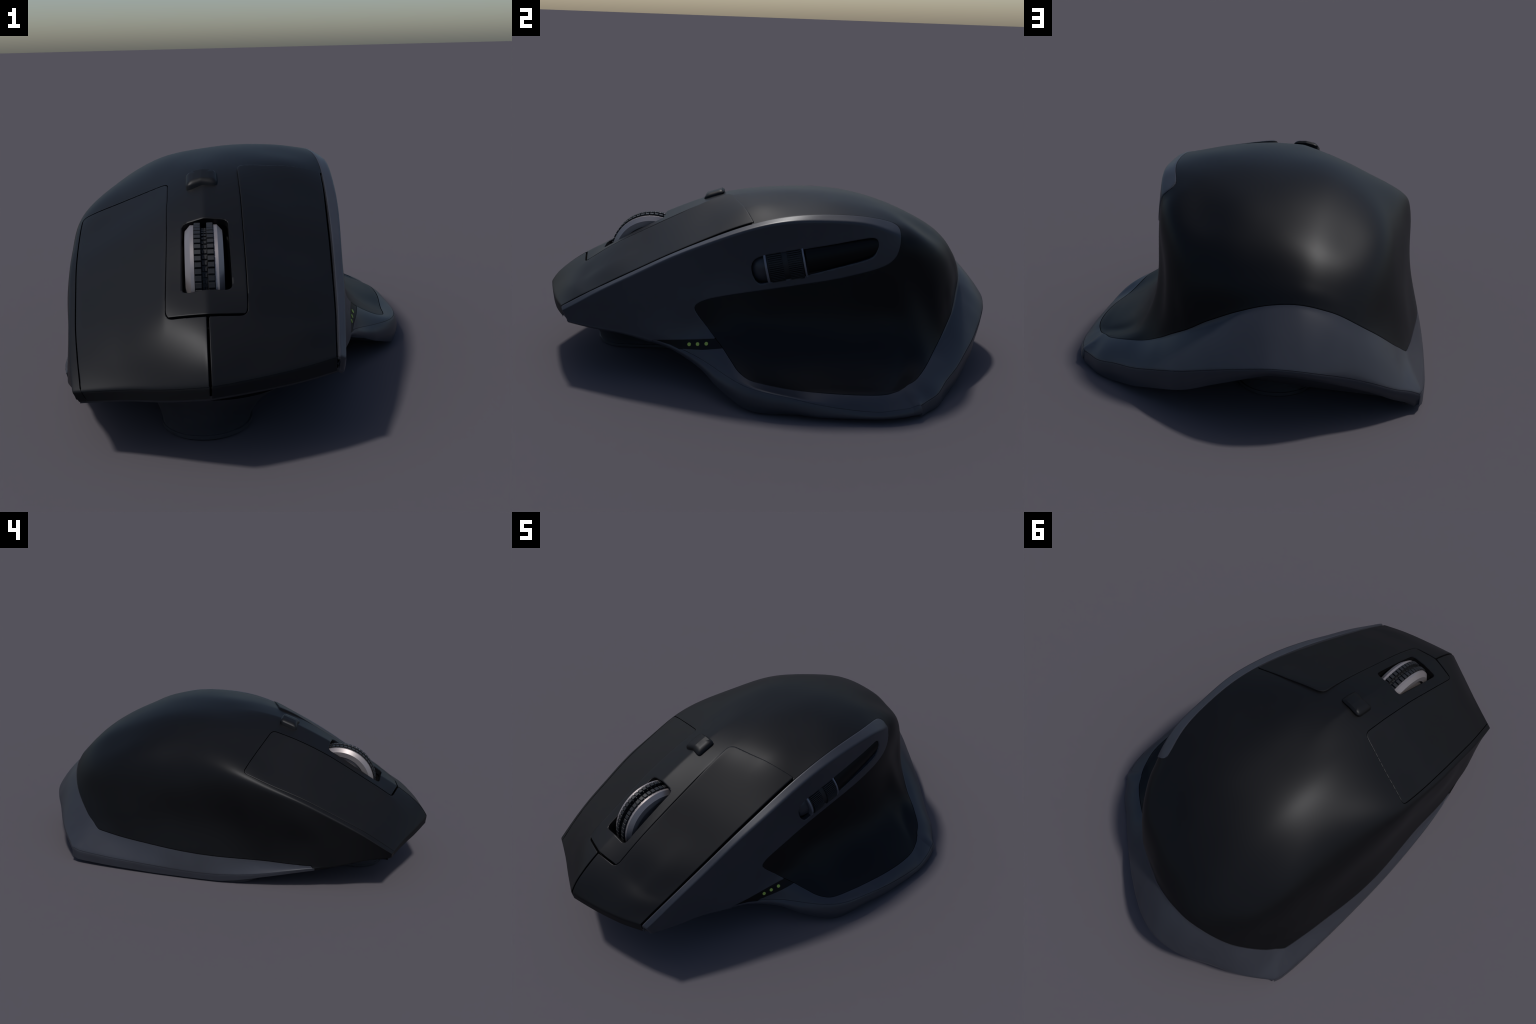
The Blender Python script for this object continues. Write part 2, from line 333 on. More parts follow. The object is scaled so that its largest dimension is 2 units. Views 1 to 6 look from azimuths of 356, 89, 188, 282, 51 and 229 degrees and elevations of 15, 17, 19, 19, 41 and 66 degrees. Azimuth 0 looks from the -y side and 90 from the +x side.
def signed(p, uv):
    """Signed distance in metres from patch vertices to a closed outline on the body (positive inside)."""
    q = p.UV; a = uv; b = np.roll(uv, -1, 0); inside = np.zeros(len(q), bool)
    lo, hi = uv.min(0), uv.max(0)
    box = np.where(((q > lo - 1e-9) & (q < hi + 1e-9)).all(1))[0]
    for s in range(0, len(box), 20000):
        k = box[s:s + 20000]; x, y = q[k, 0:1], q[k, 1:2]
        cross = ((a[:, 1] > y) != (b[:, 1] > y))
        with np.errstate(divide='ignore', invalid='ignore'):
            xi = a[:, 0] + (y - a[:, 1]) * (b[:, 0] - a[:, 0]) / (b[:, 1] - a[:, 1])
        inside[k] = (cross & (x < xi)).sum(1) % 2 == 1
    dom = lambda w: (w[:, 0] > UQ[0]) & (w[:, 0] < UQ[-1]) & (w[:, 1] > VQ[0]) & (w[:, 1] < VQ[-1])
    use = dom(a) & dom(b); A, B = at(a[use]), at(b[use]); D = B - A; L = np.maximum((D ** 2).sum(1), 1e-14)
    near = np.full(len(q), .05)
    lo3, hi3 = np.minimum(A, B).min(0) - .05, np.maximum(A, B).max(0) + .05
    cand = np.where(((p.P > lo3) & (p.P < hi3)).all(1))[0]
    # coarse pass, then exact distance to segments
    for s in range(0, len(cand), 8000):
        k = cand[s:s + 8000]; X = p.P[k].astype(np.float32); A32 = A.astype(np.float32)
        d2 = (X ** 2).sum(1)[:, None] - 2 * X @ A32.T + (A32 ** 2).sum(1)
        i = d2.argmin(1); best = np.full(len(k), 1e9)
        for o in (-2, -1, 0, 1):
            j = np.clip(i + o, 0, len(A) - 1)
            w = np.clip(((p.P[k] - A[j]) * D[j]).sum(1) / L[j], 0, 1)[:, None]
            best = np.minimum(best, np.linalg.norm(p.P[k] - A[j] - w * D[j], axis=1))
        near[k] = np.minimum(near[k], best)
    return np.where(inside, near, -near)

def border_edges(F):
    e = np.r_[F[:, [0, 1]], F[:, [1, 2]], F[:, [2, 0]]]; s = np.sort(e, 1)
    key = s[:, 0].astype(np.int64) * (F.max() + 1) + s[:, 1]
    _, inv, cnt = np.unique(key, return_inverse=True, return_counts=True)
    return e[cnt[inv.ravel()] == 1]

def cut(p, uv, inside=True, gap=.004, ease=.005, drop=.6):
    """Take the inside (or outside) of an outline, leave half the gap free, and ease the new edge."""
    g = signed(p, uv); g = (g if inside else -g) - gap / 2
    p = clip(p, g)
    if ease:
        g = signed(p, uv); g = (g if inside else -g) - gap / 2
        p = clip(p, g - ease, keep_all=True)
        g = signed(p, uv); g = (g if inside else -g) - gap / 2
        edge = (g < ease * .3) & (g > -ease * .5)
        p.P = p.P - p.N * (edge * ease * drop)[:, None]
        be = border_edges(p.F); out = np.zeros_like(p.P)
        d = unit(p.P[be[:, 1]] - p.P[be[:, 0]])
        for k in (0, 1): np.add.at(out, be[:, k], np.cross(d, p.N[be[:, k]]))
        out = unit(out); m = edge & (np.linalg.norm(out, axis=1) > .5)
        p.N[m] = unit(p.N[m] + .5 * out[m])
    return p

def orient(p):
    n = np.cross(p.P[p.F[:, 1]] - p.P[p.F[:, 0]], p.P[p.F[:, 2]] - p.P[p.F[:, 0]])
    bad = (n * p.N[p.F].mean(1)).sum(1) < 0
    p.F[bad] = p.F[bad][:, ::-1]
    return p

# ------------------------------------------------------------------ materials
def material(name, base, rough, spec=.5, metal=0.0, grain=0.0, grain_scale=400, tint=.06, coat=0.0):
    m = bpy.data.materials.new(name); m.use_nodes = True; nt = m.node_tree; b = nt.nodes['Principled BSDF']
    tc = nt.nodes.new('ShaderNodeTexCoord')
    noise = nt.nodes.new('ShaderNodeTexNoise'); noise.inputs['Scale'].default_value = 9; noise.inputs['Detail'].default_value = 5
    nt.links.new(tc.outputs['Object'], noise.inputs['Vector'])
    ramp = nt.nodes.new('ShaderNodeValToRGB')
    ramp.color_ramp.elements[0].position = .3; ramp.color_ramp.elements[1].position = .7
    ramp.color_ramp.elements[0].color = (*[c * (1 - tint) for c in base], 1); ramp.color_ramp.elements[1].color = (*[c * (1 + tint) for c in base], 1)
    nt.links.new(noise.outputs['Fac'], ramp.inputs['Fac']); nt.links.new(ramp.outputs['Color'], b.inputs['Base Color'])
    b.inputs['Roughness'].default_value = rough; b.inputs['Metallic'].default_value = metal
    b.inputs['Specular IOR Level'].default_value = spec; b.inputs['Specular Tint'].default_value = (.90, .93, 1, 1); b.inputs['Coat Weight'].default_value = coat  # specular tinted cool to turn warm highlights neutral
    if grain:
        n2 = nt.nodes.new('ShaderNodeTexNoise'); n2.inputs['Scale'].default_value = grain_scale; n2.inputs['Detail'].default_value = 2
        nt.links.new(tc.outputs['Object'], n2.inputs['Vector'])
        bump = nt.nodes.new('ShaderNodeBump'); bump.inputs['Strength'].default_value = grain; bump.inputs['Distance'].default_value = .001
        nt.links.new(n2.outputs['Fac'], bump.inputs['Height']); nt.links.new(bump.outputs['Normal'], b.inputs['Normal'])
    return m

RUBBER = material('black_soft_rubber', (.0042, .0042, .0048), .43, .17, grain=.05)
BUTTON = material('black_satin_plastic', (.0050, .0050, .0056), .43, .17, grain=.04)
GREY = material('bluish_grey_plastic', (.030, .032, .041), .38, .35, grain=.04)  # grey base with a bluish cast
UNDER = material('dark_underside_plastic', (.024, .025, .031), .6, .4)
NOSE_DARK = material('dark_nose_face', (.0035, .0035, .004), .6, .25)  # near-black tone for the front face below the nose edge
DARK = material('black_interior', (.002, .002, .0022), .8, .2)
GLOSS = material('black_lamp_window', (.0022, .0022, .0026), .45, .15)
LAMP = material('green_lamp', (.30, .41, .07), .5, .4, tint=.02)
SILVER = material('brushed_silver', (.245, .222, .226), .42, .5, metal=.5)
TREAD = material('wheel_tread_rubber', (.011, .0115, .013), .5, .3)
PIN = material('ring_metal', (.16, .165, .20), .4, .5, metal=.4)

# ------------------------------------------------------------------ objects
root = bpy.data.objects.new('computer_mouse', None); bpy.context.scene.collection.objects.link(root)
root['label'] = 'black and grey sculpted wireless computer mouse with thumb rest'
root['category'] = 'computer mouse'

def add(name, V, F, mat, normals=None, parent=None, smooth=None, stuff=False):
    me = bpy.data.meshes.new(name)
    me.from_pydata(np.asarray(V, float).tolist(), [], [list(map(int, f)) for f in F])
    me.materials.append(mat)
    me.polygons.foreach_set('use_smooth', [True] * len(me.polygons))
    if normals is not None:
        me.normals_split_custom_set_from_vertices(np.asarray(normals, float).tolist())
    elif smooth is not None:
        me.set_sharp_from_angle(angle=math.radians(smooth))
    o = bpy.data.objects.new(name, me); bpy.context.scene.collection.objects.link(o); o.parent = parent or root
    if stuff: o['kind'] = 'stuff'
    return o

def shell(name, p, mat, depth=.022, lift=0.0, parent=None, flare=0.0):
    """A body patch with its edge walls folded inwards, so that it has thickness."""
    p = orient(p); V = p.P + p.N * lift; be = border_edges(p.F)
    ids, inv = np.unique(be, return_inverse=True); inv = inv.reshape(be.shape)
    basis = NRM_at(p, ids)
    thick = np.where(((p.UV[ids, 0] < U['left_border'] + .06) & (p.UV[ids, 1] < -.42)) | (p.UV[ids, 1] < -1.02) | (p.UV[ids, 1] > TAIL + .07) | (p.UV[ids, 0] < .02) | (p.UV[ids, 0] > NC - 1.02), 0.0, 1.0)[:, None]
    top = V[ids]; low = top - basis * depth * thick
    n0 = len(V); m = len(ids)
    wall = np.r_[np.c_[n0 + inv[:, 1], n0 + inv[:, 0], n0 + m + inv[:, 0]], np.c_[n0 + inv[:, 1], n0 + m + inv[:, 0], n0 + m + inv[:, 1]]]
    d = unit(top[inv[:, 1]] - top[inv[:, 0]]); wn = np.zeros((m, 3))
    for k in (0, 1): np.add.at(wn, inv[:, k], np.cross(d, basis[inv[:, k]]))
    wn = unit(wn)
    return add(name, np.r_[V, top, low], np.r_[p.F, wall], mat, normals=np.r_[p.N, wn, wn], parent=parent)

def NRM_at(p, ids):
    return normal_at(p.UV[ids])

def loft(rings, cap=True):
    n = len(rings[0]); V = np.concatenate(rings); F = []
    for k in range(len(rings) - 1):
        for i in range(n):
            j = (i + 1) % n; F.append((k * n + i, k * n + j, (k + 1) * n + j, (k + 1) * n + i))
    if cap: F += [tuple(range(n))[::-1], tuple((len(rings) - 1) * n + i for i in range(n))]
    return V, F

# ------------------------------------------------------------------ seam curves (3D points on the body)
OUT = 1.2   # beyond the front end of the grid
pad_upper = curve((.272, .512, .684), (.312, .513, .63), (.325, .505, .58), (.331, .465, .536), (.345, .39, .508), (.351, .345, .496), (.359, .252, .472), (.363, .062, .435),
                  (.363, -.034, .418), (.364, -.129, .402), (.366, -.225, .383), (.369, -.280, .364), (.370, -.306, .338), (.380, -.290, .305), (.395, -.250, .260),
                  (.407, -.217, .225), (.435, -.184, .195), (.470, -.155, .165), (.525, -.120, .142), (.565, -.06, .122), (.580, .05, .101), (.604, .22, .095))
k_pad = locate(np.array([(.407, -.217, .225), (.435, -.184, .195)]))
i_top = np.linalg.norm(at(pad_upper) - at(k_pad[:1]), axis=1).argmin(); i_bot = np.linalg.norm(at(pad_upper) - at(k_pad[1:]), axis=1).argmin()
wing_line = along('wing_border', .24, REAR - .03)
rear_line = along('wing_border', 0, 0)[:0]
# rounded pad corner at the wing's rear
rear_border = np.c_[np.linspace(U['wing_border'], U['left_border'], 300), np.full(300, REAR)]
left_line = along('left_border', REAR, -.485)
front_out = np.array([[U['left_edge'], -.503], [-1, -.51], [-1, -OUT], [U['rim_top'], -OUT]])
rim_line = along('rim_top', -1.0, .508, n=200)

cover_outline = loop(rim_line[::1], pad_upper, wing_line, rear_border, left_line, front_out, radii={2: .045, 3: .02})
panel_outline = loop(rim_line, pad_upper[:i_top + 1], curve((.407, -.217, .225), (.390, -.33, .209), (.376, -.44, .195), (.371, -.475, .190), smooth=False),
                     np.array([[U['wing_lip'] + 1, -.5], [U['wing_lip'] + 1, -OUT], [U['rim_top'], -OUT]]), radii={0: .007})
lamp_outline = loop(curve((.371, -.475, .190), (.376, -.44, .195), (.390, -.33, .209), (.407, -.217, .225), smooth=False), pad_upper[i_top:i_bot + 1],
                    curve((.435, -.184, .195), (.420, -.27, .180), (.402, -.365, .172), smooth=False), np.array([[U['wing_edge'], -.40]]))

lb_outer = curve((-.478, -.853, .218), (-.489, -.792, .256), (-.500, -.724, .295), (-.511, -.648, .334), (-.520, -.565, .373), (-.530, -.475, .416),
                 (-.538, -.369, .457), (-.545, -.246, .499), (-.547, -.118, .546))
lb_back = curve((-.547, -.118, .546), (-.471, -.134, .58), (-.394, -.152, .614), (-.236, -.190, .678), smooth=False)
lb_inner = curve((-.236, -.190, .678), (-.234, -.313, .64), (-.233, -.498, .568), (-.234, -.703, .464), (-.232, -.806, .400), smooth=False)
lb_front = curve((-.232, -.813, .396), (-.113, -.835, .409), smooth=False)
seam = along('spine', -.836, -1.0, n=60)
left_button_outline = loop(lb_outer, lb_back, lb_inner, lb_front, seam - np.array([.022, 0]), np.array([[U['spine'] - .022, -OUT], [lb_outer[0, 0], -OUT]]), radii={0: .02, 1: .025, 2: .022})
rim_in = along('rim_top', -1.0, -.088, off=-.074, n=160)
rb_back = curve((.313, -.080, .688), (.248, -.099, .704), (.175, -.121, .715), (.104, -.148, .722), (.009, -.176, .722), smooth=False)
rb_inner = curve((.009, -.176, .722), (.009, -.299, .681), (.008, -.482, .595), (.006, -.633, .515), (.004, -.762, .441), (.001, -.809, .404), smooth=False)
rb_front = curve((.001, -.816, .400), (-.113, -.835, .409), smooth=False)
right_button_outline = loop(rim_in, rb_back, rb_inner, rb_front, seam + np.array([.022, 0]), np.array([[U['spine'] + .022, -OUT], [rim_in[0, 0], -OUT]]), radii={1: .025, 2: .022})
rim_cover = np.r_[along('rim_top', -1.0, .50, off=-.012, n=200)]

def flat_loop(pts, step=.005):
    return curve(*pts, smooth=False)

def solve_on_body(k, target, axes):
    """Refine grid vertex k so that two coordinates of the surface point equal the target."""
    v, u = divmod(int(k), NU); u = min(max(u, 1), NU - 2); v = min(max(v, 1), NV - 2)
    J = np.c_[(S[v, u + 1] - S[v, u - 1]) / 2, (S[v + 1, u] - S[v - 1, u]) / 2]
    d = np.clip(np.linalg.solve(J[axes], np.array(target) - S[v, u][axes]), -1, 1)
    return S[v, u] + J @ d

def deck_point(x, y):
    k = ((flatS[:, 0] - x) ** 2 + (flatS[:, 1] - y) ** 2 + np.where(flatS[:, 2] > .25, 0, 1)).argmin(); return solve_on_body(k, (x, y), [0, 1])
slot_corners = [(-.186, -.742), (-.038, -.742), (-.038, -.472), (-.186, -.472)]
slot_edges = [locate(resample([deck_point(*(np.array(slot_corners[i]) * (1 - w) + np.array(slot_corners[(i + 1) % 4]) * w)) for w in np.linspace(0, 1, 24)])) for i in range(4)]
slot_outline = loop(*slot_edges, radii={0: .024, 1: .024, 2: .022, 3: .022})

def flank_point(y, z):
    ok = (UU.ravel() > U['rim_side'] - .3) & (UU.ravel() < U['thumb_low'])
    return solve_on_body(((flatS[:, 1] - y) ** 2 + (flatS[:, 2] - z) ** 2 + np.where(ok, 0, 9)).argmin(), (y, z), [1, 2])
recess_pts = [(-.083, .505), (-.077, .534), (-.04, .558), (.046, .577), (.122, .591), (.258, .618), (.342, .636), (.385, .643), (.411, .640), (.422, .622),
              (.418, .592), (.404, .566), (.366, .548), (.264, .518), (.141, .482), (.051, .461), (-.001, .450), (-.044, .440), (-.070, .462)]
recess_pts = recess_pts[5:] + recess_pts[:5]
rp = np.array(recess_pts + recess_pts[:1]); d = np.r_[0, np.cumsum(np.linalg.norm(np.diff(rp, axis=0), axis=1))]
rp = akima(d, rp, np.linspace(0, d[-1], 160))[:-1]
recess_outline = locate(np.array([flank_point(*q) for q in rp]))
ker = np.array([1, 2, 3, 2, 1]) / 9.
for k in (0, 1):
    recess_outline[:, k] = np.convolve(np.r_[recess_outline[-2:, k], recess_outline[:, k], recess_outline[:2, k]], ker, 'valid')

deck_front = loop(curve((-.235, -.806, .400), (-.113, -.828, .413), (.004, -.809, .404), smooth=False), np.array([[U['deck_right'] + .2, -OUT], [U['deck_left'] - .2, -OUT]]))

# ------------------------------------------------------------------ cut the shells
body = whole()
cover = cut(body, cover_outline, True, gap=.003, ease=.003)
frame = cut(body, cover_outline, False, gap=.001, ease=0)
panel = cut(frame, panel_outline, True, gap=.001, ease=.004)
frame = cut(frame, panel_outline, False, gap=.001, ease=0)
lamp_window = cut(frame, lamp_outline, True, gap=.0006, ease=0)
frame = cut(frame, lamp_outline, False, gap=.0006, ease=0)
lip_outline = np.r_[along('wing_edge', -.36, TAIL, n=200), np.c_[np.linspace(U['wing_edge'], U['left_edge'], 300), np.full(300, TAIL)], along('left_edge', TAIL, -.5, n=200),
                    [[U['left_edge'], -OUT], [U['wing_edge'], -OUT]]]
lower_rim = cut(frame, lip_outline, False, gap=.0006, ease=0)
frame = cut(frame, lip_outline, True, gap=.0006, ease=.002)

left_button = cut(cover, left_button_outline, True, gap=.003, ease=.003)
right_button = cut(cover, right_button_outline, True, gap=.003, ease=.003)
front_face_l = clip(left_button, -1.004 - left_button.UV[:, 1]); front_face_r = clip(right_button, -1.004 - right_button.UV[:, 1])
left_button = clip(left_button, left_button.UV[:, 1] + 1.003); right_button = clip(right_button, right_button.UV[:, 1] + 1.003)
rest = cut(cover, left_button_outline, False, gap=.003, ease=0)
rest = cut(rest, right_button_outline, False, gap=.003, ease=.003)
# sliver of cover between button and rim, forward of the button's back corner, is left open as the seam
sl = loop(along('rim_top', -1.0, -.084, off=-.080, n=160), np.array([[U['rim_top'] + .3, -.084], [U['rim_top'] + .3, -OUT], [U['rim_top'] - .080, -OUT]]))
rest = cut(rest, sl, False, gap=0, ease=0)
rest = cut(rest, deck_front, False, gap=0, ease=.003)
# drop everything in front of the deck between the buttons (the open seam at the nose)
rest = cut(rest, slot_outline, False, gap=0, ease=.006, drop=.5)
panel = cut(panel, recess_outline, False, gap=0, ease=.006, drop=.5)

shell('palm_cover', rest, RUBBER, depth=.02)
q = right_button; lift = .012 * smoothstep(q.P[:, 1], -.40, -.17) * (1 - .6 * smoothstep(q.P[:, 0], .05, .30))      # its rear edge stands a little proud
q.P = q.P + q.N * lift[:, None]
shell('left_button', left_button, BUTTON, depth=.02)
shell('right_button', right_button, BUTTON, depth=.02)
for t in (front_face_l, front_face_r): shell('dark_front_face', t, NOSE_DARK, depth=.015, lift=-.001)
panel_obj = shell('side_panel', panel, GREY, depth=.02, lift=.003)
shell('base_frame', frame, GREY, depth=.012)
shell('lower_rim', lower_rim, GREY, depth=.010)
lamp_obj = shell('lamp_window', lamp_window, GLOSS, depth=.01, lift=-.001)

# dark core under the seams
core = clip(body, np.minimum.reduce([body.UV[:, 0] - U['left_border'] - .15 - 2.7 * smoothstep(-body.UV[:, 1], .72, .92), U['thumb_low'] - .2 - body.UV[:, 0], REAR - .01 - body.UV[:, 1], body.UV[:, 1] + .995]))
core = cut(core, slot_outline, False, gap=0, ease=0)
core = cut(core, recess_outline, False, gap=0, ease=0)
core.P = core.P - core.N * np.interp(core.UV[:, 1], [-1, -.85, -.6], [.018, .045, .06])[:, None]
add('inner_core', orient(core).P, core.F, DARK, normals=core.N)

def hole_wall(name, uv, depth, inset=.0015, parent=None):
    """Wall running inwards from an opening's outline."""
    P, N = at(uv), normal_at(uv); n = unit(N.mean(0)); c = P.mean(0)
    P = P + unit(c - P) * -inset - N * .005
    V, F = loft([P, P - n * depth], cap=False)
    return add(name, V, F, DARK, smooth=60, parent=parent)

# recess floor behind the thumb wheel
floor = cut(body, recess_outline, True, gap=-.012, ease=0)
floor.P = floor.P - floor.N * np.interp(floor.P[:, 1], [.10, .16, .45], [.055, .022, .014])[:, None]
add('thumb_recess', orient(floor).P, floor.F, GLOSS, normals=floor.N, parent=panel_obj)

# ------------------------------------------------------------------ underside and sole
tq = np.linspace(-1, TAIL, 80)
iv = np.array([np.abs(VQ - t).argmin() for t in tq])
L = S[iv, 0].copy(); R = S[iv, -1].copy()
cen = natural_cubic([-1, -.8, -.5, 0, .5, .8, 1.0], np.array([(-.115, -.96, .215), (-.115, -.78, .185), (-.12, -.5, .13), (-.13, 0, .06), (-.14, .5, .03), (-.15, .8, .09), (-.16, .955, .20)]), tq)
F0 = S[0]
jl, jr = np.searchsorted(UQ, U['left_crease']), np.searchsorted(UQ, U['rim_top'])
us = np.linspace(-1, 1, 41)
V = []
for i in range(len(tq)):
    row = []
    for s in us:
        quad = L[i] * (s * (s - 1) / 2) + cen[i] * (1 - s * s) + R[i] * (s * (s + 1) / 2)
        row.append(quad)
    V.append(row)
V = np.array(V); V[..., 2] = np.maximum(V[..., 2], .008)
w = smoothstep(tq, -.35, -.1)[:, None]                       # recessed dark plate under the left flank
V[:, 1] = V[:, 1] * (1 - w) + w * (V[:, 0] + np.array([.010, 0, 0])); V[:, 2] = V[:, 2] * (1 - w) + w * np.c_[V[:, 0, 0] + .012, V[:, 0, 1], np.maximum(V[:, 0, 2] - .03, .003)]
# forward edge follows the nose, the rear edge follows the tail lip
rim0 = F0[np.round(np.linspace(jl, jr, 41)).astype(int)]
nose = rim0 + np.array([0, .016, -.012])
tail = S[-1][np.round(np.linspace(0, NU - 1, 41)).astype(int)]
for k in range(12):
    w = ((12 - k) / 12) ** 2
    V[k] = V[k] * (1 - w) + nose * w
    w = max(0, (6 - k) / 6) ** 2
    V[-1 - k] = V[-1 - k] * (1 - w) + tail * w
V[:, :, :2] += (np.array([-.02, .1]) - V[:, :, :2]) * (.045 * smoothstep(tq, .2, .5))[:, None, None]; V[..., 2] = np.where(tq[:, None] > .3, np.maximum(V[..., 2] - .004, .003), V[..., 2])
V = np.concatenate([(rim0 + np.array([0, .010, .004]))[None], V])
nr, ncn = V.shape[:2]; idx = np.arange(nr * ncn).reshape(nr, ncn)
quads = np.c_[idx[:-1, :-1].ravel(), idx[1:, :-1].ravel(), idx[1:, 1:].ravel(), idx[:-1, 1:].ravel()]
add('underside', V.reshape(-1, 3), quads, UNDER, smooth=60)

def stadium(cx, y0, y1, r, n=96):
    """Capsule outline in plan."""
    a = np.linspace(0, 2 * np.pi, n, endpoint=False)
    return np.c_[cx + r * np.cos(a), np.where(np.sin(a) > 0, y1 - r, y0 + r) + r * np.sin(a)]

rings = []
for z, grow in ((0.0, -.006), (.004, 0), (.016, .001), (.017, -.004), (.03, -.002), (.05, .006), (.08, .021), (.11, .042), (.14, .072), (.17, .11)):
    o = stadium(-.128 + grow * .35, -.785 - grow * .8, .715 + grow * .9, .140 + grow)
    rings.append(np.c_[o, np.full(len(o), z)])
V, F = loft(rings); add('sole', V, F, UNDER, smooth=40)

# ------------------------------------------------------------------ scroll wheel
def lathe(profile, axis_point, axis, up, n=96, close=True):
    """Revolve (along-axis, radius) pairs round an axis."""
    axis = unit(np.array(axis, float)); up = unit(np.array(up, float) - axis * np.dot(axis, up)); side = np.cross(axis, up)
    a = np.linspace(0, 2 * np.pi, n, endpoint=False); P = []
    for h, r in profile:
        P.append(np.array(axis_point) + axis * h + (up[None] * np.cos(a)[:, None] + side[None] * np.sin(a)[:, None]) * r)
    return loft(P, cap=close)

def tooth_box(w, d, h, bevel=.25):
    """A tread bar: box with chamfered top, centred at its foot."""
    x, y = w / 2, d / 2; xi, yi = x - h * bevel, y - h * bevel; k = h * (1 - bevel)
    V = [(-x, -y, -h), (x, -y, -h), (x, y, -h), (-x, y, -h), (-x, -y, k), (x, -y, k), (x, y, k), (-x, y, k), (-xi, -yi, h), (xi, -yi, h), (xi, yi, h), (-xi, yi, h)]
    F = [(0, 3, 2, 1), (8, 9, 10, 11)] + [(i, (i + 1) % 4, 4 + (i + 1) % 4, 4 + i) for i in range(4)] + [(4 + i, 4 + (i + 1) % 4, 8 + (i + 1) % 4, 8 + i) for i in range(4)]
    return np.array(V), F

WC = np.array([-.117, -.533, .419]); WR = .186
V, F = lathe([(-.030, .06), (-.030, WR - .012), (-.010, WR - .012), (-.008, WR - .022), (.008, WR - .022), (.010, WR - .012), (.030, WR - .012), (.030, .06)], WC, (1, 0, 0), (0, 0, 1))
wheel = add('scroll_wheel', V, F, TREAD, smooth=35)
for sgn in (-1, 1):
    prof = [(sgn * .0308, .05), (sgn * .0308, WR - .008), (sgn * .042, WR - .008), (sgn * .058, WR - .026), (sgn * .058, WR - .050), (sgn * .050, WR - .055), (sgn * .050, .05)]
    V, F = lathe(prof, WC, (1, 0, 0), (0, 0, 1), n=128)
    F = [f if sgn > 0 else f[::-1] for f in F]
    add('wheel_rim', V, F, SILVER, smooth=30, parent=wheel)
def instances(base_v, base_f, frames):
    V, F = [], []
    for o, M in frames:
        n = sum(map(len, V)); V.append(base_v @ M + o); F += [tuple(i + n for i in f) for f in base_f]
    return np.concatenate(V), F
NT = 56
bar_v, bar_f = tooth_box(.0195, .0160, .005)
mesh = None
for band_x in (-.0195, .0195):
    fr = []
    for k in range(NT):
        a = 2 * math.pi * k / NT; rad = np.array([0, math.sin(a), math.cos(a)]); tg = np.array([0, math.cos(a), -math.sin(a)])
        fr.append((WC + np.array([band_x, 0, 0]) + rad * (WR - .006), np.array([[1, 0, 0], tg, rad])))
    V, F = instances(bar_v, bar_f, fr); add('wheel_tread', V, F, TREAD, smooth=20, parent=wheel, stuff=True)
pin_v, pin_f = tooth_box(.007, .011, .003)
fr = []
for k in range(NT):
    a = 2 * math.pi * (k + .5) / NT; rad = np.array([0, math.sin(a), math.cos(a)]); tg = np.array([0, math.cos(a), -math.sin(a)])
    for bx in (-.004, .004): fr.append((WC + np.array([bx, 0, 0]) + rad * (WR - .021), np.array([[1, 0, 0], tg, rad])))
V, F = instances(pin_v, pin_f, fr); add('wheel_groove_teeth', V, F, TREAD, smooth=20, parent=wheel, stuff=True)
hole_wall('slot_wall', slot_outline, .16)
# well around the wheel
V, F = loft([np.c_[stadium(-.115, -.80, -.42, .10), np.full(96, z)] for z in (.13, .20)]); add('wheel_well', V, F, DARK)

# ------------------------------------------------------------------ mode button on the spine (chevron key)
def key_block(c, hx, hy, height, slope, roof, inset=.012):
    """Rounded key whose top folds along its middle like the spine under it."""
    def ring(sx, sy, zoff):
        a = np.linspace(0, 2 * np.pi, 64, endpoint=False)
        ca, sa = np.cos(a), np.sin(a); m = 7.0
        r = (np.abs(ca) ** m + np.abs(sa) ** m) ** (-1 / m)
        x, y = ca * r * sx, sa * r * sy
        y = y + .008 * (1 - np.abs(x) / hx) * (sa < 0) * (sx / hx) ** 2
        return np.c_[x, y, slope * y - roof[0] * np.maximum(-x, 0) - roof[1] * np.maximum(x, 0) + zoff]
    rr = [ring(hx, hy, -.03), ring(hx, hy, height * .35), ring(hx - .003, hy - .003, height * .6), ring(hx - inset, hy - inset * .9, height), ring(hx * .45, hy * .4, height * 1.02), ring(.002, .002, height * 1.02)]
    V, F = loft(rr); return V + np.array(c), F
V, F = key_block((-.118, -.257, .699), .053, .045, .017, .34, (.20, .04))
add('mode_button', V, F, BUTTON, smooth=38)

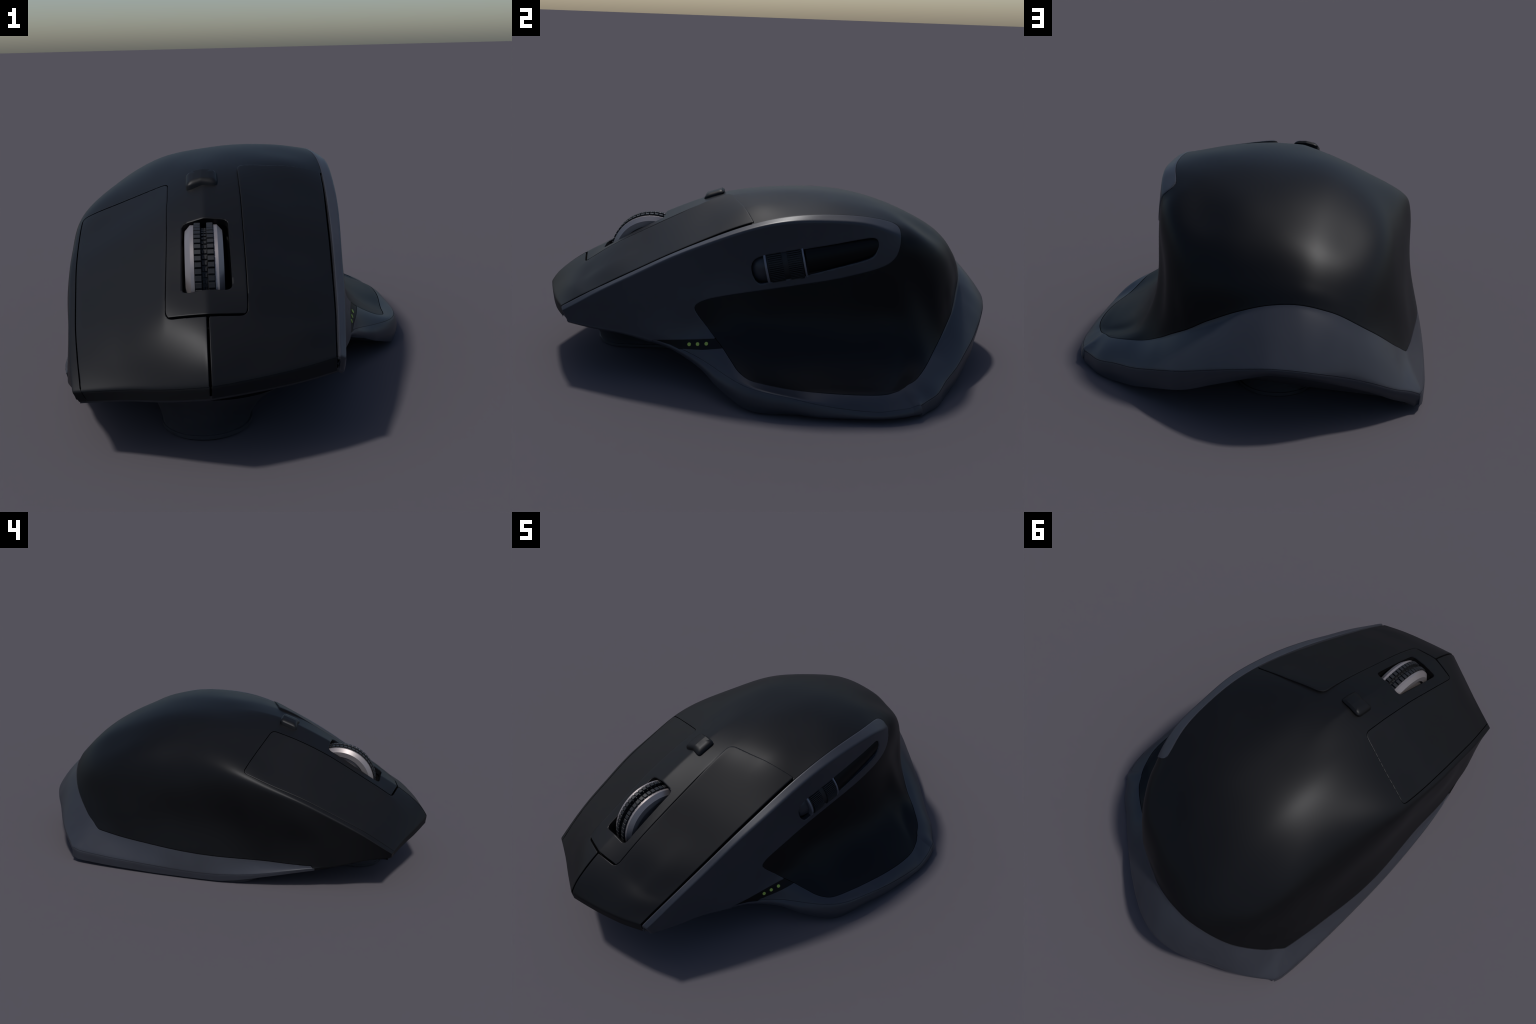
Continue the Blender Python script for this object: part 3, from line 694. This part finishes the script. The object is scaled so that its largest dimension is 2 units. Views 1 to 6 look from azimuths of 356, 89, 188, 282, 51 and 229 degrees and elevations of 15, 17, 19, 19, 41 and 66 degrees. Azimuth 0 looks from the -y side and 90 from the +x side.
# ------------------------------------------------------------------ thumb wheel in its recess
A0 = np.array([.276, -.016, .502]); A1 = np.array([.280, .131, .535]); ax = unit(A1 - A0); up = np.array([1, 0, 0.])
Lw = np.linalg.norm(A1 - A0); RW = .098
def drum(h0, h1, r0, r1, name, mat, n=96, par=None):
    V, F = lathe([(h0, .01), (h0, r0 - .002), (h0 + .002, r0), (h1 - .002, r1), (h1, r1 - .002), (h1, .01)], A0, ax, up, n); return add(name, V, F, mat, smooth=35, parent=par or panel_obj)
thumb = drum(.004, Lw - .004, RW - .007, RW - .007, 'thumb_wheel', TREAD)
drum(-.006, .004, RW - .002, RW - .002, 'thumb_wheel_ring', PIN)
drum(Lw - .004, Lw + .004, RW - .003, RW - .003, 'thumb_wheel_ring', PIN)
side = np.cross(ax, up); fr_all = []
rib_v, rib_f = tooth_box(.054, .0052, .004)
for h in (.036, Lw - .038):
    for k in range(72):
        a = 2 * math.pi * k / 72; rad = up * math.cos(a) + side * math.sin(a); tg = -up * math.sin(a) + side * math.cos(a)
        fr_all.append((A0 + ax * h + rad * (RW - .005), np.array([ax, tg, rad])))
V, F = instances(rib_v, rib_f, fr_all); add('thumb_wheel_ribs', V, F, TREAD, smooth=20, parent=panel_obj, stuff=True)
# rounded cap ahead of the wheel and tapering fairing behind it
a = np.linspace(0, math.pi / 2, 10)
V, F = lathe([(-.004 - .066 * math.sin(x), max(.074 * math.cos(x) ** .45, .002)) for x in a], np.array([.279, -.016, .502]), ax, up, 64)
add('wheel_cap', V, [f[::-1] for f in F], GREY, smooth=50, parent=panel_obj)
B0, B1 = np.array([.271, .139, .537]), np.array([.268, .44, .606]); Lf = np.linalg.norm(B1 - B0)
V, F = lathe([(Lf * s, .092 - .020 * s - .008 * s * s) for s in np.linspace(0, 1, 14)], B0, unit(B1 - B0), up, 96)
add('thumb_button', V, F, GLOSS, smooth=50, parent=panel_obj)
C0, C1 = np.array([.262, .142, .496]), np.array([.262, .392, .606]); Lf = np.linalg.norm(C1 - C0)
V, F = lathe([(Lf * s, .090 - .020 * s - .02 * s ** 6) for s in np.linspace(0, 1, 24)], C0, unit(C1 - C0), up, 96)
add('thumb_button', V, F, BUTTON, smooth=50, parent=panel_obj)

hole_wall('recess_wall', recess_outline, .045, parent=panel_obj)

# ------------------------------------------------------------------ three lamps
for c in ((.409, -.253, .202), (.400, -.288, .195), (.391, -.322, .189)):
    uv = locate(np.array([c])); n = normal_at(uv)[0]; p = at(uv)[0]
    V, F = lathe([(-.004, .0075), (.0006, .0075), (.0012, .0068)], p, n, (0, 0, 1), 24)
    add('charge_lamp', V, F, LAMP, smooth=40, parent=lamp_obj)
